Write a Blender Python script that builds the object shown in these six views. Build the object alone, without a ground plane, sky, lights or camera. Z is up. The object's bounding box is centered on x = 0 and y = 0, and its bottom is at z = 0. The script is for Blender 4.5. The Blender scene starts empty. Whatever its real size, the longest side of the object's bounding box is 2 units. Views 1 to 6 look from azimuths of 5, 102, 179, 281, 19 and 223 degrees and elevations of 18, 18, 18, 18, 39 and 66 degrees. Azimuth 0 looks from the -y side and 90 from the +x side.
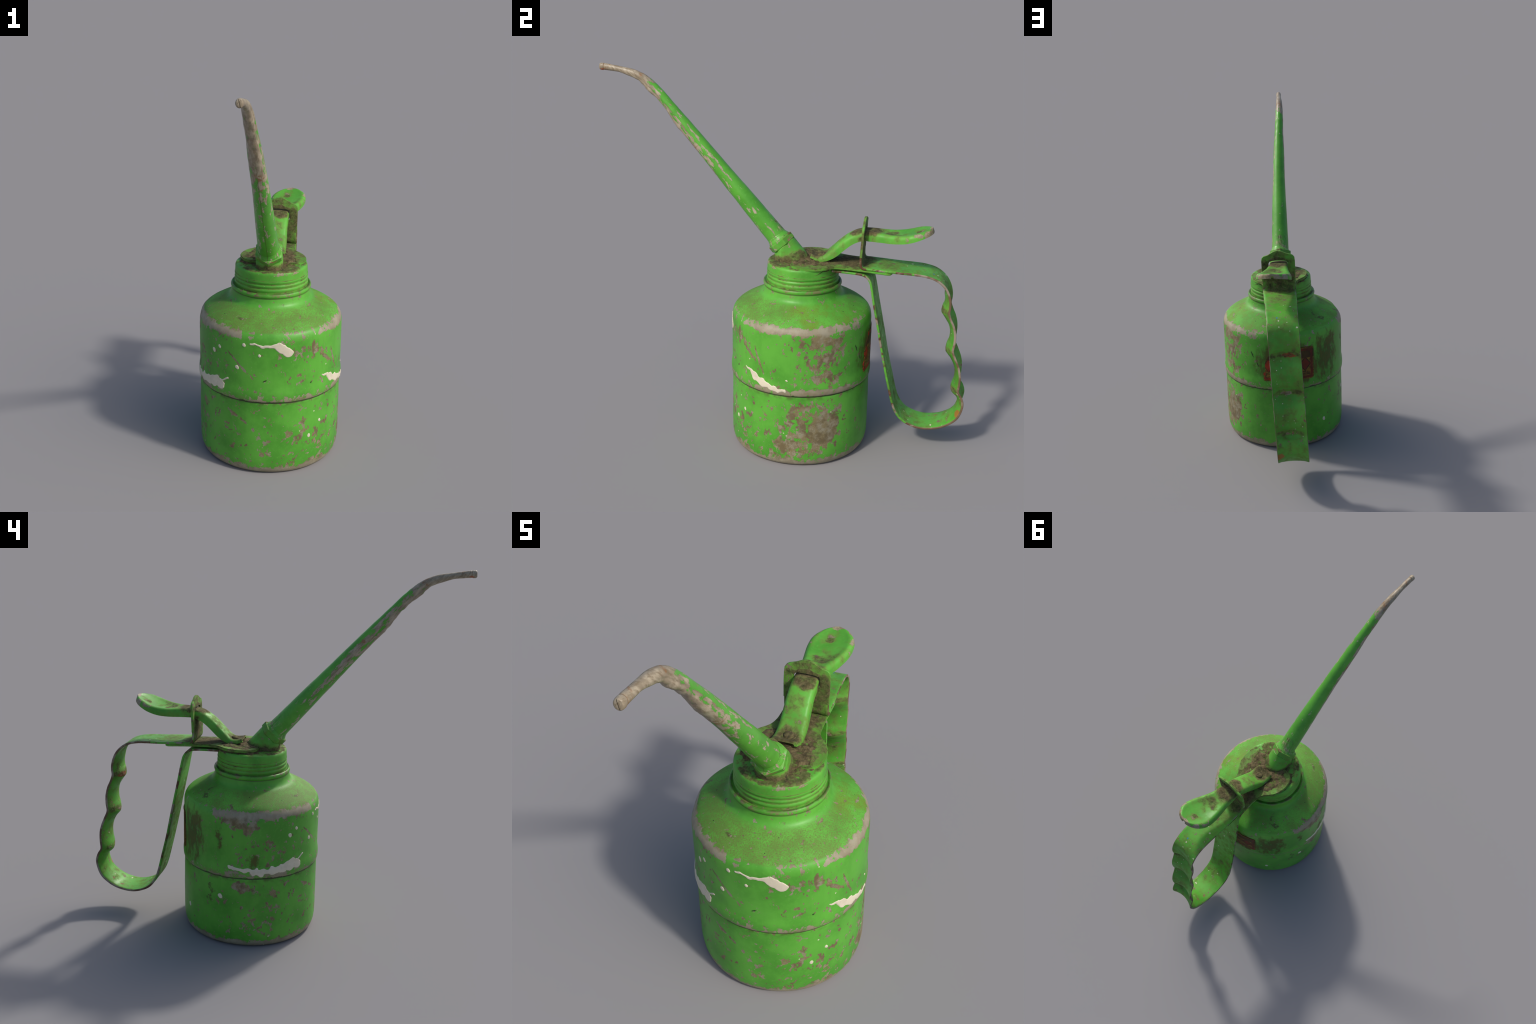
import bpy, bmesh, math, random
from mathutils import Vector, noise as mnoise

random.seed(7)
AX = (0.0, 0.101)          # axis of the round can, x and y
CAPY = 0.105               # the cap sits a little further back


# ------------------------------------------------------------------ nodes
class V:
    """A node socket (or a plain number) with arithmetic."""
    T = None

    def __init__(self, s):
        self.s = s

    def _m(self, op, *a, clamp=False):
        n = V.T.nodes.new('ShaderNodeMath')
        n.operation = op
        n.use_clamp = clamp
        for i, q in enumerate((self,) + a):
            q = q.s if isinstance(q, V) else q
            if isinstance(q, (int, float)):
                n.inputs[i].default_value = q
            else:
                V.T.links.new(q, n.inputs[i])
        return V(n.outputs[0])

    def __add__(self, o): return self._m('ADD', o)
    __radd__ = __add__
    def __sub__(self, o): return self._m('SUBTRACT', o)
    def __rsub__(self, o): return V(o)._m('SUBTRACT', self)
    def __mul__(self, o): return self._m('MULTIPLY', o)
    __rmul__ = __mul__
    def __truediv__(self, o): return self._m('DIVIDE', o)
    def __neg__(self): return self._m('MULTIPLY', -1.0)
    def mx(self, o): return self._m('MAXIMUM', o)
    def mn(self, o): return self._m('MINIMUM', o)
    def ab(self): return self._m('ABSOLUTE')
    def clamp(self): return self._m('ADD', 0.0, clamp=True)
    def gt(self, o): return self._m('GREATER_THAN', o)
    def sqrt(self): return self._m('SQRT')

    def ramp(self, a, b):
        """0 at a, 1 at b, smooth."""
        n = V.T.nodes.new('ShaderNodeMapRange')
        n.interpolation_type = 'SMOOTHSTEP'
        V.T.links.new(self.s, n.inputs[0])
        inv = b < a
        n.inputs[1].default_value, n.inputs[2].default_value = (b, a) if inv else (a, b)
        n.inputs[3].default_value, n.inputs[4].default_value = (1, 0) if inv else (0, 1)
        return V(n.outputs[0])


def val(k):
    n = V.T.nodes.new('ShaderNodeValue')
    n.outputs[0].default_value = k
    return V(n.outputs[0])


def srgb(r, g, b):
    f = lambda c: (c / 12.92 if c <= 0.04045 else ((c + 0.055) / 1.055) ** 2.4)
    return (f(r / 255), f(g / 255), f(b / 255), 1.0)


def tex_noise(vec, scale, detail=4.0, rough=0.55, out='Fac', dist=0.0):
    n = V.T.nodes.new('ShaderNodeTexNoise')
    n.inputs['Scale'].default_value = scale
    n.inputs['Detail'].default_value = detail
    n.inputs['Roughness'].default_value = rough
    n.inputs['Distortion'].default_value = dist
    V.T.links.new(vec, n.inputs['Vector'])
    return V(n.outputs[0]) if out == 'Fac' else n.outputs['Color']


def tex_voronoi(vec, scale, rnd=1.0):
    n = V.T.nodes.new('ShaderNodeTexVoronoi')
    n.inputs['Scale'].default_value = scale
    n.inputs['Randomness'].default_value = rnd
    V.T.links.new(vec, n.inputs['Vector'])
    return V(n.outputs['Distance']), n.outputs['Color']


def sep(vec):
    n = V.T.nodes.new('ShaderNodeSeparateXYZ')
    V.T.links.new(vec, n.inputs[0])
    return V(n.outputs[0]), V(n.outputs[1]), V(n.outputs[2])


def comb(x, y, z):
    n = V.T.nodes.new('ShaderNodeCombineXYZ')
    for i, q in enumerate((x, y, z)):
        if isinstance(q, V):
            V.T.links.new(q.s, n.inputs[i])
        else:
            n.inputs[i].default_value = q
    return n.outputs[0]


def mapping(vec, scale=(1, 1, 1), rot=(0, 0, 0), loc=(0, 0, 0)):
    n = V.T.nodes.new('ShaderNodeMapping')
    n.inputs['Scale'].default_value = scale
    n.inputs['Rotation'].default_value = rot
    n.inputs['Location'].default_value = loc
    V.T.links.new(vec, n.inputs[0])
    return n.outputs[0]


def mixc(fac, a, b):
    n = V.T.nodes.new('ShaderNodeMix')
    n.data_type = 'RGBA'
    fac = fac.s if isinstance(fac, V) else fac
    for sock, q in ((n.inputs[0], fac), (n.inputs[6], a), (n.inputs[7], b)):
        if isinstance(q, (int, float, tuple)):
            sock.default_value = q
        else:
            V.T.links.new(q, sock)
    return n.outputs[2]


GREEN = srgb(90, 166, 56)
GREEN_DARK = srgb(70, 142, 42)
GREEN_LIGHT = srgb(102, 172, 70)
PRIMER = srgb(122, 111, 80)
PRIMER_DARK = srgb(99, 87, 60)
METAL = srgb(138, 133, 112)
METAL_PALE = srgb(178, 166, 132)
RUST = srgb(150, 84, 46)
DIRT = srgb(72, 63, 40)
DIRT_DARK = srgb(40, 34, 26)
DIRT_PALE = srgb(106, 95, 66)
OLIVE = srgb(104, 118, 52)
WHITE = srgb(206, 198, 176)


def new_mat(name):
    m = bpy.data.materials.new(name)
    m.use_nodes = True
    V.T = m.node_tree
    V.T.nodes.clear()
    tc = V.T.nodes.new('ShaderNodeTexCoord')
    return m, tc.outputs['Object']


def finish(col, rough, height=None, strength=0.4, dist=0.004, metallic=None, spec=0.36):
    t = V.T
    b = t.nodes.new('ShaderNodeBsdfPrincipled')
    o = t.nodes.new('ShaderNodeOutputMaterial')
    t.links.new(col, b.inputs['Base Color'])
    if isinstance(rough, V):
        t.links.new(rough.s, b.inputs['Roughness'])
    else:
        b.inputs['Roughness'].default_value = rough
    b.inputs['Specular IOR Level'].default_value = spec
    if metallic is not None:
        t.links.new(metallic.s, b.inputs['Metallic'])
    if height is not None:
        bp = t.nodes.new('ShaderNodeBump')
        bp.inputs['Strength'].default_value = strength
        bp.inputs['Distance'].default_value = dist
        t.links.new(height.s, bp.inputs['Height'])
        t.links.new(bp.outputs[0], b.inputs['Normal'])
    t.links.new(b.outputs[0], o.inputs[0])


def vlength(vec):
    n = V.T.nodes.new('ShaderNodeVectorMath')
    n.operation = 'LENGTH'
    V.T.links.new(vec, n.inputs[0])
    return V(n.outputs['Value'])


def ball(vec, c, r, soft=0.5, turn=0.0):
    """Soft ellipsoid mask: 1 in the middle, 0 outside; c centre, r radii."""
    if isinstance(r, (int, float)):
        r = (r, r, r)
    sc = tuple(1 / q for q in r)
    if turn:
        # rotate first (about z of the mask plane), then scale
        vec = mapping(vec, loc=tuple(-q for q in c))
        vec = mapping(vec, rot=(0, 0, -turn))
        return vlength(mapping(vec, sc)).ramp(1.0, soft)
    return vlength(mapping(vec, sc, loc=tuple(-q * k for q, k in zip(c, sc)))).ramp(1.0, soft)


def maxall(lst):
    r = lst[0]
    for q in lst[1:]:
        r = r.mx(q)
    return r


def warped(vec, amp, scale, detail=3.0):
    c = tex_noise(vec, scale, detail, 0.6, out='Color')
    n = V.T.nodes.new('ShaderNodeVectorMath')
    n.operation = 'MULTIPLY_ADD'
    V.T.links.new(c, n.inputs[0])
    n.inputs[1].default_value = (amp,) * 3
    a = V.T.nodes.new('ShaderNodeVectorMath')
    a.operation = 'SUBTRACT'
    V.T.links.new(vec, a.inputs[0])
    a.inputs[1].default_value = (amp / 2,) * 3
    V.T.links.new(a.outputs[0], n.inputs[2])
    return n.outputs[0]


def green_base(vec):
    big = tex_noise(vec, 5.0, 4.0, 0.6)
    fine = tex_noise(vec, 90.0, 3.0, 0.6)
    c = mixc(big.ramp(0.35, 0.7), GREEN, GREEN_DARK)
    c = mixc(fine.ramp(0.5, 0.8) * 0.35, c, GREEN_LIGHT)
    return c


def bare_metal(vec, pale=0.0):
    n = tex_noise(vec, 16.0, 6.0, 0.65)
    f = tex_noise(vec, 120.0, 3.0, 0.7)
    c = mixc(n.ramp(0.36, 0.62), PRIMER, METAL)
    c = mixc((f.ramp(0.45, 0.75) * 0.6), c, METAL_PALE)
    c = mixc(tex_noise(vec, 30.0, 5.0, 0.6).ramp(0.56, 0.70) * 0.7, c, PRIMER_DARK)
    if pale:
        c = mixc(pale, c, METAL_PALE)
    return c


def specks(vec, scale, size, keep):
    d, col = tex_voronoi(vec, scale)
    r, g, b = sep(col)
    return d.ramp(size, size * 0.7) * r.gt(1 - keep)


def painted(name, chip=0.0, wear=(), dirt=(), scrub=(), dirt_all=0.0, white=0.0,
            rust=0.0, marks=(), top=None, grooves=(), stretch=(1, 1, 1), rot=(0, 0, 0), chip_scale=22.0, fleck=0.0, dirt_gain=1.0):
    """Green paint with chips to primer, bare patches (wear), grime (dirt)."""
    m, vec = new_mat(name)
    wv = warped(vec, 0.035, 14.0)
    p = wv
    col = green_base(vec)
    # grime film
    gn = tex_noise(vec, 26.0, 6.0, 0.65)
    gf = tex_noise(vec, 9.0, 5.0, 0.6)
    dm = val(dirt_all)
    for c, r, sg in dirt:
        dm = dm.mx(ball(p, c, r, 0.45) * sg)
    if top:
        dm = dm.mx(sep(wv)[2].ramp(top[0], top[1]) * top[2])
    for zc, hw in grooves:
        dm = dm.mx((sep(vec)[2] - zc).ab().ramp(hw, hw * 0.3) * 0.46)
    gm = dm + (gn - 0.5) * 1.7 + (gf - 0.5) * 1.0
    film = gm.ramp(0.28, 0.74)
    heavy = gm.ramp(0.68, 0.86)
    col = mixc(gm.ramp(0.0, 0.45) * 0.55, col, OLIVE)
    # chips
    cv = mapping(vec, stretch, rot)
    cn = (tex_noise(cv, chip_scale, 7.0, 0.64) - 0.5) * 1.6 + 0.5
    cb = val(chip)
    for c, r, sg in wear:
        cb = cb.mx(ball(p, c, r, 0.1) * sg)
    for c, r, sg in scrub:
        cb = cb + ball(p, c, r, 0.2) * sg
    bare = (cn + cb).ramp(0.735, 0.755)
    mcol = bare_metal(vec)
    if rust:
        mcol = mixc(tex_noise(vec, 24.0, 5.0, 0.6).ramp(0.5, 0.62) * rust, mcol, RUST)
    col = mixc(bare, col, mcol)
    for c, r, rc in marks:
        col = mixc((ball(p, c, r, 0.1) + (gn - 0.5) * 1.2).ramp(0.35, 0.6) * 0.9, col, rc)
    if white:
        ws = specks(wv, 30.0, 0.20, white).mx(specks(vec, 75.0, 0.25, white * 0.7))
        col = mixc(ws * 0.85, col, srgb(206, 204, 176))
    if fleck:
        col = mixc(specks(vec, 70.0, 0.2, fleck), col, DIRT_DARK)
    grime = mixc(tex_noise(vec, 60.0, 4.0, 0.7).ramp(0.4, 0.66), DIRT, DIRT_PALE)
    grime = mixc(tex_noise(vec, 34.0, 4.0, 0.7).ramp(0.52, 0.66) * 0.8, grime, DIRT_DARK)
    col = mixc((film * 0.80).mx(heavy * 0.96), col, grime)
    rough = 0.44 + bare * 0.08 + (gm.ramp(0.0, 0.45) * 0.3).mx(film * 0.5)
    h = tex_noise(vec, 140.0, 3.0, 0.6) * 0.12 - bare * 0.30 + film * gn * 1.1
    finish(col, rough.clamp(), h, 0.5, 0.004)
    return m


# ------------------------------------------------------------------ can body
BK = math.pi / 180 * 0.369       # metres of wall per degree


def body_material(zone):
    """Chipped paint of the can; zone is 'foot', 'wall' or 'shoulder'."""
    m, vec = new_mat('chipped_green_paint_' + zone)
    x, y, z = sep(vec)
    # wall coordinates: u along the wall (metres, 0 at the front, + towards +x), v = height
    az = x._m('ARCTAN2', -(y - AX[1])) * (180 / math.pi)
    wn = tex_noise(vec, 18.0, 6.0, 0.66, out='Color')
    wx, wy, wz = sep(wn)
    w1, w2 = wx - 0.5, wy - 0.5
    wall = comb(az * BK + w1 * 0.17, z + w2 * 0.17, 0.0)
    fine = comb(az * BK + w1 * 0.025, z + w2 * 0.025, 0.0)

    def patch(a0, z0, ra, rz, soft=0.0, turn=0.0, vec2=None):
        return ball(vec2 or wall, (a0 * BK, z0, 0), (ra * 1.25, rz * 1.25, 1), soft, turn)

    def sector(a0, half, soft=12.0):
        return (az - a0).ab().ramp(half + soft, half - soft)

    cn = tex_noise(mapping(vec, (1, 1, 0.8), loc=((6.3, 1.7, 4.1) if zone == 'foot' else (0, 0, 0))), 26.0, 7.0, 0.6)
    cs = tex_noise(mapping(vec, (1, 1, 0.9), loc=(2, 7, 3)), 58.0, 5.0, 0.6)
    chipn = (cn - 0.5) * 1.35 + (cs - 0.5) * 0.95 + 0.5
    n8 = tex_noise(vec, 24.0, 5.0, 0.6)
    bias = sector(60, 55, 40) * 0.035
    zz = z + w2 * 0.045

    # ---- where the paint is worn off
    if zone == 'shoulder':
        bias = bias * z.ramp(0.80, 0.76)
        rim = (zz - 0.7515).ab().ramp(0.030, 0.006)
        spots = [(rim * sector(100, 50, 12), 0.42), (rim * sector(56, 12, 6), 0.32), (rim * sector(15, 22, 5), 0.17),
                 (rim * sector(-46, 27, 3), 0.45), (rim * sector(-88, 26, 8), 0.42), (rim * sector(155, 14, 8), 0.28),
                 (patch(-11, 0.762, 0.030, 0.014, vec2=fine), 0.45), (patch(42, 0.775, 0.05, 0.03), 0.15)]
        grey = rim
    elif zone == 'wall':
        bias = bias - sector(180, 60, 20) * 0.05 - sector(-180, 60, 20) * 0.05
        rim = (zz - 0.7515).ab().ramp(0.030, 0.006)
        ridge = (zz - 0.424).ab().ramp(0.026, 0.010)
        spots = [(rim * sector(100, 50, 12), 0.42), (rim * sector(56, 12, 6), 0.32), (rim * sector(-46, 27, 3), 0.45),
                 (rim * sector(-88, 26, 8), 0.42), (patch(-11, 0.748, 0.030, 0.020, vec2=fine), 0.45),
                 (ridge, 0.12), (ridge * sector(100, 46, 14), 0.40), (ridge * sector(-60, 40, 14), 0.24),
                 (ridge * sector(20, 30, 10), 0.13), ((zz - 0.412).ab().ramp(0.010, 0.004), 0.24),
                 (patch(119, 0.705, 0.14, 0.055), 0.52), (patch(127, 0.640, 0.080, 0.10), 0.38),
                 (patch(117, 0.50, 0.12, 0.070), 0.38), (patch(115, 0.58, 0.18, 0.15), 0.26),
                 (patch(75, 0.56, 0.035, 0.045), 0.24), (patch(35, 0.66, 0.14, 0.09), 0.15),
                 (patch(-86, 0.705, 0.095, 0.052, 0.3, -0.45), 0.50), (patch(-96, 0.735, 0.11, 0.035), 0.40),
                 (patch(-60, 0.55, 0.25, 0.18), 0.10), (patch(-40, 0.72, 0.10, 0.05), 0.19),
                 (patch(40, 0.675, 0.014, 0.05, 0.5, vec2=fine), 0.40), (patch(55, 0.595, 0.055, 0.010, 0.5, -0.7, fine), 0.40),
                 (patch(-19, 0.59, 0.11, 0.0065, 0.5, -0.75, fine), 0.36), (patch(64, 0.575, 0.09, 0.006, 0.5, -1.2, fine), 0.36)]
        grey = rim.mx(ridge)
    else:
        bias = bias - sector(180, 50, 20) * 0.05 - sector(-180, 50, 20) * 0.05
        foot = (z + w2 * 0.09).ramp(0.062, 0.022)
        spots = [(foot, 0.46), (z.ramp(0.14, 0.03) * sector(70, 70, 40), 0.17),
                 (patch(116, 0.210, 0.155, 0.165, 0.0), 0.52), (patch(128, 0.27, 0.07, 0.09, 0.0), 0.36), (patch(100, 0.25, 0.15, 0.15), 0.33), (patch(104, 0.335, 0.085, 0.05), 0.33),
                 (patch(92, 0.115, 0.17, 0.080), 0.44), (patch(130, 0.335, 0.04, 0.03), 0.30),
                 (patch(72, 0.375, 0.035, 0.02), 0.28), (patch(25, 0.15, 0.45, 0.16), 0.14), (patch(-18, 0.16, 0.06, 0.05), 0.22),
                 (patch(38, 0.16, 0.12, 0.10), 0.16), (patch(35, 0.29, 0.10, 0.05), 0.14), (patch(-86, 0.352, 0.052, 0.034, 0.4, 0.0, fine), 0.50),
                 (patch(-75, 0.140, 0.12, 0.055), 0.22), (patch(-58, 0.32, 0.07, 0.05), 0.19), (patch(-60, 0.2, 0.2, 0.2), 0.085),
                 (patch(-22, 0.31, 0.08, 0.010, 0.4, -0.5, fine), 0.34)]
        grey = foot
    for mask, s in spots:
        bias = bias.mx(mask * s)
    bare = (chipn + bias).ramp(0.700, 0.716)

    # ---- paint, dust and bare metal
    col = green_base(vec)
    st = tex_noise(mapping(vec, (30, 30, 1.5)), 1.0, 4.0, 0.6)
    col = mixc(st.ramp(0.45, 0.75) * 0.25, col, GREEN_DARK)
    sh = val(0.0)
    dust = tex_noise(vec, 210.0, 3.0, 0.65)
    if zone == 'shoulder':
        sh = z.ramp(0.760, 0.772) * z.ramp(0.850, 0.828)
        d2 = tex_noise(vec, 10.0, 4.0, 0.6)
        fr = sector(10, 70, 40) * 0.26 + sector(-80, 60, 40) * 0.14
        col = mixc(sh * ((dust - 0.5) * 2.6 + (d2 - 0.5) * 1.1 + fr + 0.04).ramp(-0.05, 0.50) * 0.75, col, srgb(98, 112, 52))
        col = mixc(sh * sector(118, 26, 20) * d2.ramp(0.4, 0.65) * 0.6, col, srgb(112, 132, 30))
        col = mixc(sh * dust.ramp(0.60, 0.70) * 0.5, col, DIRT)
        stain = patch(-132, 0.805, 0.075, 0.028).mx(patch(-26, 0.805, 0.055, 0.010, vec2=fine)) * 0.6
        col = mixc((stain + (n8 - 0.5) * 0.9).ramp(0.35, 0.55) * 0.8, col, DIRT)
    mcol = mixc(n8.ramp(0.40, 0.62), PRIMER, METAL)
    mcol = mixc(dust.ramp(0.54, 0.66) * (0.3 + z.ramp(0.22, 0.08) * 0.4), mcol, METAL_PALE)
    mcol = mixc(wz.ramp(0.44, 0.60) * 0.85, mcol, PRIMER_DARK)
    mcol = mixc(grey * 0.55, mcol, srgb(158, 152, 132))
    col = mixc(bare, col, mcol)

    # ---- grime
    rough = 0.42 + bare * 0.10 + sh * 0.3
    if zone == 'wall':
        col = mixc((zz - 0.418).ab().ramp(0.018, 0.004) * n8.ramp(0.38, 0.62) * 0.55, col, PRIMER)
        sn = tex_noise(mapping(vec, (9, 9, 4.0)), 3.0, 6.0, 0.72)
        back = comb(az._m('WRAP', 360.0, 0.0) * BK + w1 * 0.09, z + w2 * 0.12, 0.0)
        stain = patch(223, 0.595, 0.145, 0.190, 0.20, vec2=back) * 0.66
        stain = stain.mx(patch(183, 0.57, 0.22, 0.15, 0.5, vec2=back) * 0.60)
        stain = stain.mx(patch(-106, 0.61, 0.022, 0.09, 0.2) * 0.52).mx(patch(-76, 0.50, 0.045, 0.06, 0.2) * 0.55)
        sm = (stain + (sn - 0.5) * 2.2).ramp(0.12, 0.72) * stain.ramp(0.02, 0.3)
        col = mixc(sm * 0.84, col, mixc(sn.ramp(0.4, 0.6), srgb(50, 38, 20), srgb(80, 62, 28)))
        rough = rough + sm * 0.2
        nick = patch(148.7, 0.622, 0.0035, 0.022, 0.6, 0.35, fine).mx(patch(154, 0.563, 0.0035, 0.014, 0.6, 0.5, fine)).mx(
            patch(38, 0.49, 0.006, 0.004, 0.6, 0.0, fine)).mx(patch(0.5, 0.521, 0.012, 0.004, 0.6, 0.5, fine))
        col = mixc(nick * 0.9, col, srgb(30, 40, 20))
        cre = (zz - 0.4055).ramp(0.0035, -0.001)  # thin dark line coloured along the seam crease
        col = mixc(cre * 0.85, col, DIRT_DARK)
    elif zone == 'foot':
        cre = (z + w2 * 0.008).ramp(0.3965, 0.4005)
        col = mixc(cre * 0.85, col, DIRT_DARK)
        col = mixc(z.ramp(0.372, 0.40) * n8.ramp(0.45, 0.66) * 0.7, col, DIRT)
        run = patch(-112, 0.285, 0.020, 0.085, 0.2) * 0.55
        col = mixc((run + (n8 - 0.5) * 0.9).ramp(0.30, 0.6) * run.ramp(0.02, 0.2) * 0.8, col, DIRT)
    else:
        flk = specks(vec, 24.0, 0.085, 0.35) * sh
        col = mixc(flk * 0.9, col, srgb(40, 44, 24))
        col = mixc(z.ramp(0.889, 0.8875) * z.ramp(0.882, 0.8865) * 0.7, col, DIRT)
        col = mixc(z.ramp(0.905, 0.911) * n8.ramp(0.35, 0.6) * 0.8, col, DIRT)
        col = mixc(z.ramp(0.893, 0.897) * z.ramp(0.912, 0.906) * n8.ramp(0.52, 0.6) * 0.8, col, PRIMER)
    dots = specks(vec, 16.0, 0.075, 0.22)
    col = mixc(dots * 0.9, col, srgb(200, 204, 170))
    h = dust * 0.12 - bare * 0.30 + sh * dust * 0.25
    finish(col, rough.clamp(), h, 0.5, 0.0045)
    return m


# ------------------------------------------------------------------ mesh help
ROOT = bpy.data.objects.new('oil_can', None)
bpy.context.scene.collection.objects.link(ROOT)
ROOT['label'] = 'worn green pump oil can with long bent spout'
ROOT['category'] = 'oil can'


def add(name, verts, faces, mat, parent=None, smooth=40, mats=None, fmat=None):
    me = bpy.data.meshes.new(name)
    me.from_pydata([tuple(v) for v in verts], [], faces)
    me.update()
    bm = bmesh.new()
    bm.from_mesh(me)
    bmesh.ops.recalc_face_normals(bm, faces=bm.faces)
    bm.to_mesh(me)
    bm.free()
    ob = bpy.data.objects.new(name, me)
    bpy.context.scene.collection.objects.link(ob)
    for q in (mats or [mat]):
        me.materials.append(q)
    if fmat:
        for pl, k in zip(me.polygons, fmat):
            pl.material_index = k
    ob.parent = parent or ROOT
    shade(me, smooth)
    return ob


def shade(me, deg):
    me.polygons.foreach_set('use_smooth', [True] * len(me.polygons))
    me.set_sharp_from_angle(angle=math.radians(deg))


def catmull(pts, n):
    """Smooth curve through control tuples, n samples per span (chord based)."""
    P = [Vector(p) if len(p) <= 4 else p for p in pts]
    dim = len(pts[0])
    Q = [list(p) for p in pts]
    Q = [[2 * a - b for a, b in zip(Q[0], Q[1])]] + Q + [[2 * a - b for a, b in zip(Q[-1], Q[-2])]]
    out = []
    for i in range(1, len(Q) - 2):
        p0, p1, p2, p3 = Q[i - 1:i + 3]
        for k in range(n):
            t = k / n
            out.append([0.5 * (2 * p1[d] + (p2[d] - p0[d]) * t + (2 * p0[d] - 5 * p1[d] + 4 * p2[d] - p3[d]) * t * t
                               + (3 * p1[d] - p0[d] - 3 * p2[d] + p3[d]) * t ** 3) for d in range(dim)])
    out.append(list(pts[-1]))
    return out


def grid_faces(nr, nc, closed, base=0):
    f = []
    for i in range(nr - 1):
        for j in range(nc if closed else nc - 1):
            k = (j + 1) % nc
            f.append((base + i * nc + j, base + i * nc + k, base + (i + 1) * nc + k, base + (i + 1) * nc + j))
    return f


def lathe(name, prof, mat, cx, cyf, seg=160, parent=None, wob=None, smooth=40, mats=None, pick=None):
    vs, n = [], len(prof)
    for r, z in prof:
        for j in range(seg):
            a = 2 * math.pi * j / seg
            rr = r + (wob(a, r, z) if wob else 0)
            vs.append((cx + rr * math.cos(a), cyf(z) + rr * math.sin(a), z))
    f = grid_faces(n, seg, True)
    f.append(tuple(range(seg)))
    f.append(tuple(range((n - 1) * seg, n * seg)))
    fm = [pick(sum(vs[k][2] for k in q) / len(q)) for q in f] if pick else None
    return add(name, vs, f, mat, parent, smooth, mats, fm)


# ------------------------------------------------------------------ can
def nz(x, y, z, s, k=0):
    return mnoise.noise(Vector((x * s + k, y * s + 1.7 * k, z * s - k)))


foot = [(0.300, 0.010), (0.322, 0.004), (0.336, 0.0), (0.350, 0.006), (0.360, 0.020), (0.3655, 0.040), (0.3685, 0.070),
        (0.3690, 0.12)]
wall1 = [(0.3685, 0.20), (0.3680, 0.30), (0.3675, 0.388), (0.3672, 0.3965)]
ridge = [(0.3655, 0.4010), (0.3652, 0.4035), (0.3708, 0.4065), (0.3734, 0.412), (0.3745, 0.422), (0.3748, 0.435), (0.3743, 0.448),
         (0.3725, 0.462), (0.3702, 0.475), (0.3692, 0.490)]
wall2 = [(0.3692, 0.56), (0.3694, 0.62), (0.3694, 0.68)]
shoulder = [(0.3690, 0.715), (0.3675, 0.732), (0.3637, 0.747), (0.3570, 0.7600), (0.3462, 0.7715), (0.3310, 0.7830), (0.310, 0.7955),
            (0.285, 0.8090), (0.260, 0.8215), (0.240, 0.8315), (0.225, 0.8395), (0.214, 0.8480), (0.2072, 0.8585), (0.2040, 0.8710),
            (0.2025, 0.8800), (0.2005, 0.8880)]
lip = [(0.2020, 0.8890), (0.2045, 0.8920), (0.2062, 0.8965), (0.2066, 0.9020), (0.2050, 0.9075), (0.2015, 0.9115),
       (0.1975, 0.9115), (0.1940, 0.9085), (0.1910, 0.9065), (0.180, 0.9060)]


def densify(prof, step):
    out = [prof[0]]
    for a, b in zip(prof[:-1], prof[1:]):
        L = math.hypot(b[0] - a[0], b[1] - a[1])
        n = max(1, int(L / step))
        for k in range(1, n + 1):
            out.append((a[0] + (b[0] - a[0]) * k / n, a[1] + (b[1] - a[1]) * k / n))
    return out


body_prof = densify(foot + wall1 + ridge + wall2 + shoulder + lip, 0.02)


def body_wob(a, r, z):
    if r < 0.30:
        return 0
    x, y = math.cos(a), math.sin(a)
    w = 0.0016 * nz(x, y, z * 3, 1.6, 3) + 0.0006 * nz(x, y, z * 3, 5, 9)
    da = (math.degrees(a) - 192.0 + 180) % 360 - 180          # knocked-in spot of the shoulder edge
    w -= 0.011 * math.exp(-(da / 9.0) ** 2 - ((z - 0.752) / 0.022) ** 2)
    w -= 0.0016 * math.exp(-((z - 0.02) / 0.05) ** 2) * (0.5 + nz(x, y, 0, 2.2, 5))
    return w


axis_y = lambda z: 0.098 + 0.0065 * z
can = lathe('can_body', body_prof, None, AX[0], axis_y, 200, wob=body_wob, smooth=50,
            mats=[body_material(k) for k in ('foot', 'wall', 'shoulder')],
            pick=lambda z: 0 if z < 0.4033 else (1 if z < 0.757 else 2))


def wall_point(az, z, lift):
    """Point on the can wall at an azimuth in degrees (0 front, 90 +x) and height."""
    a = math.radians(az - 90)
    for (r0, z0), (r1, z1) in zip(body_prof[:-1], body_prof[1:]):
        if z0 <= z <= z1 and z1 > z0:
            r = r0 + (r1 - r0) * (z - z0) / (z1 - z0)
            break
    r += body_wob(a, r, z) + lift
    return (AX[0] + r * math.cos(a), axis_y(z) + r * math.sin(a), z)


# ------------------------------------------------------------------ white paint splashes
def white_material():
    m, vec = new_mat('dried_white_paint')
    n = tex_noise(vec, 30, 5, .6)
    col = mixc(n.ramp(0.4, 0.7) * 0.45, WHITE, srgb(182, 174, 154))
    col = mixc(tex_noise(mapping(vec, loc=(2, 4, 7)), 26, 5, .6).ramp(0.66, 0.69) * 0.8, col, PRIMER)
    finish(col, 0.45, n, 0.3, 0.004)
    return m


white_mat = white_material()


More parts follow.
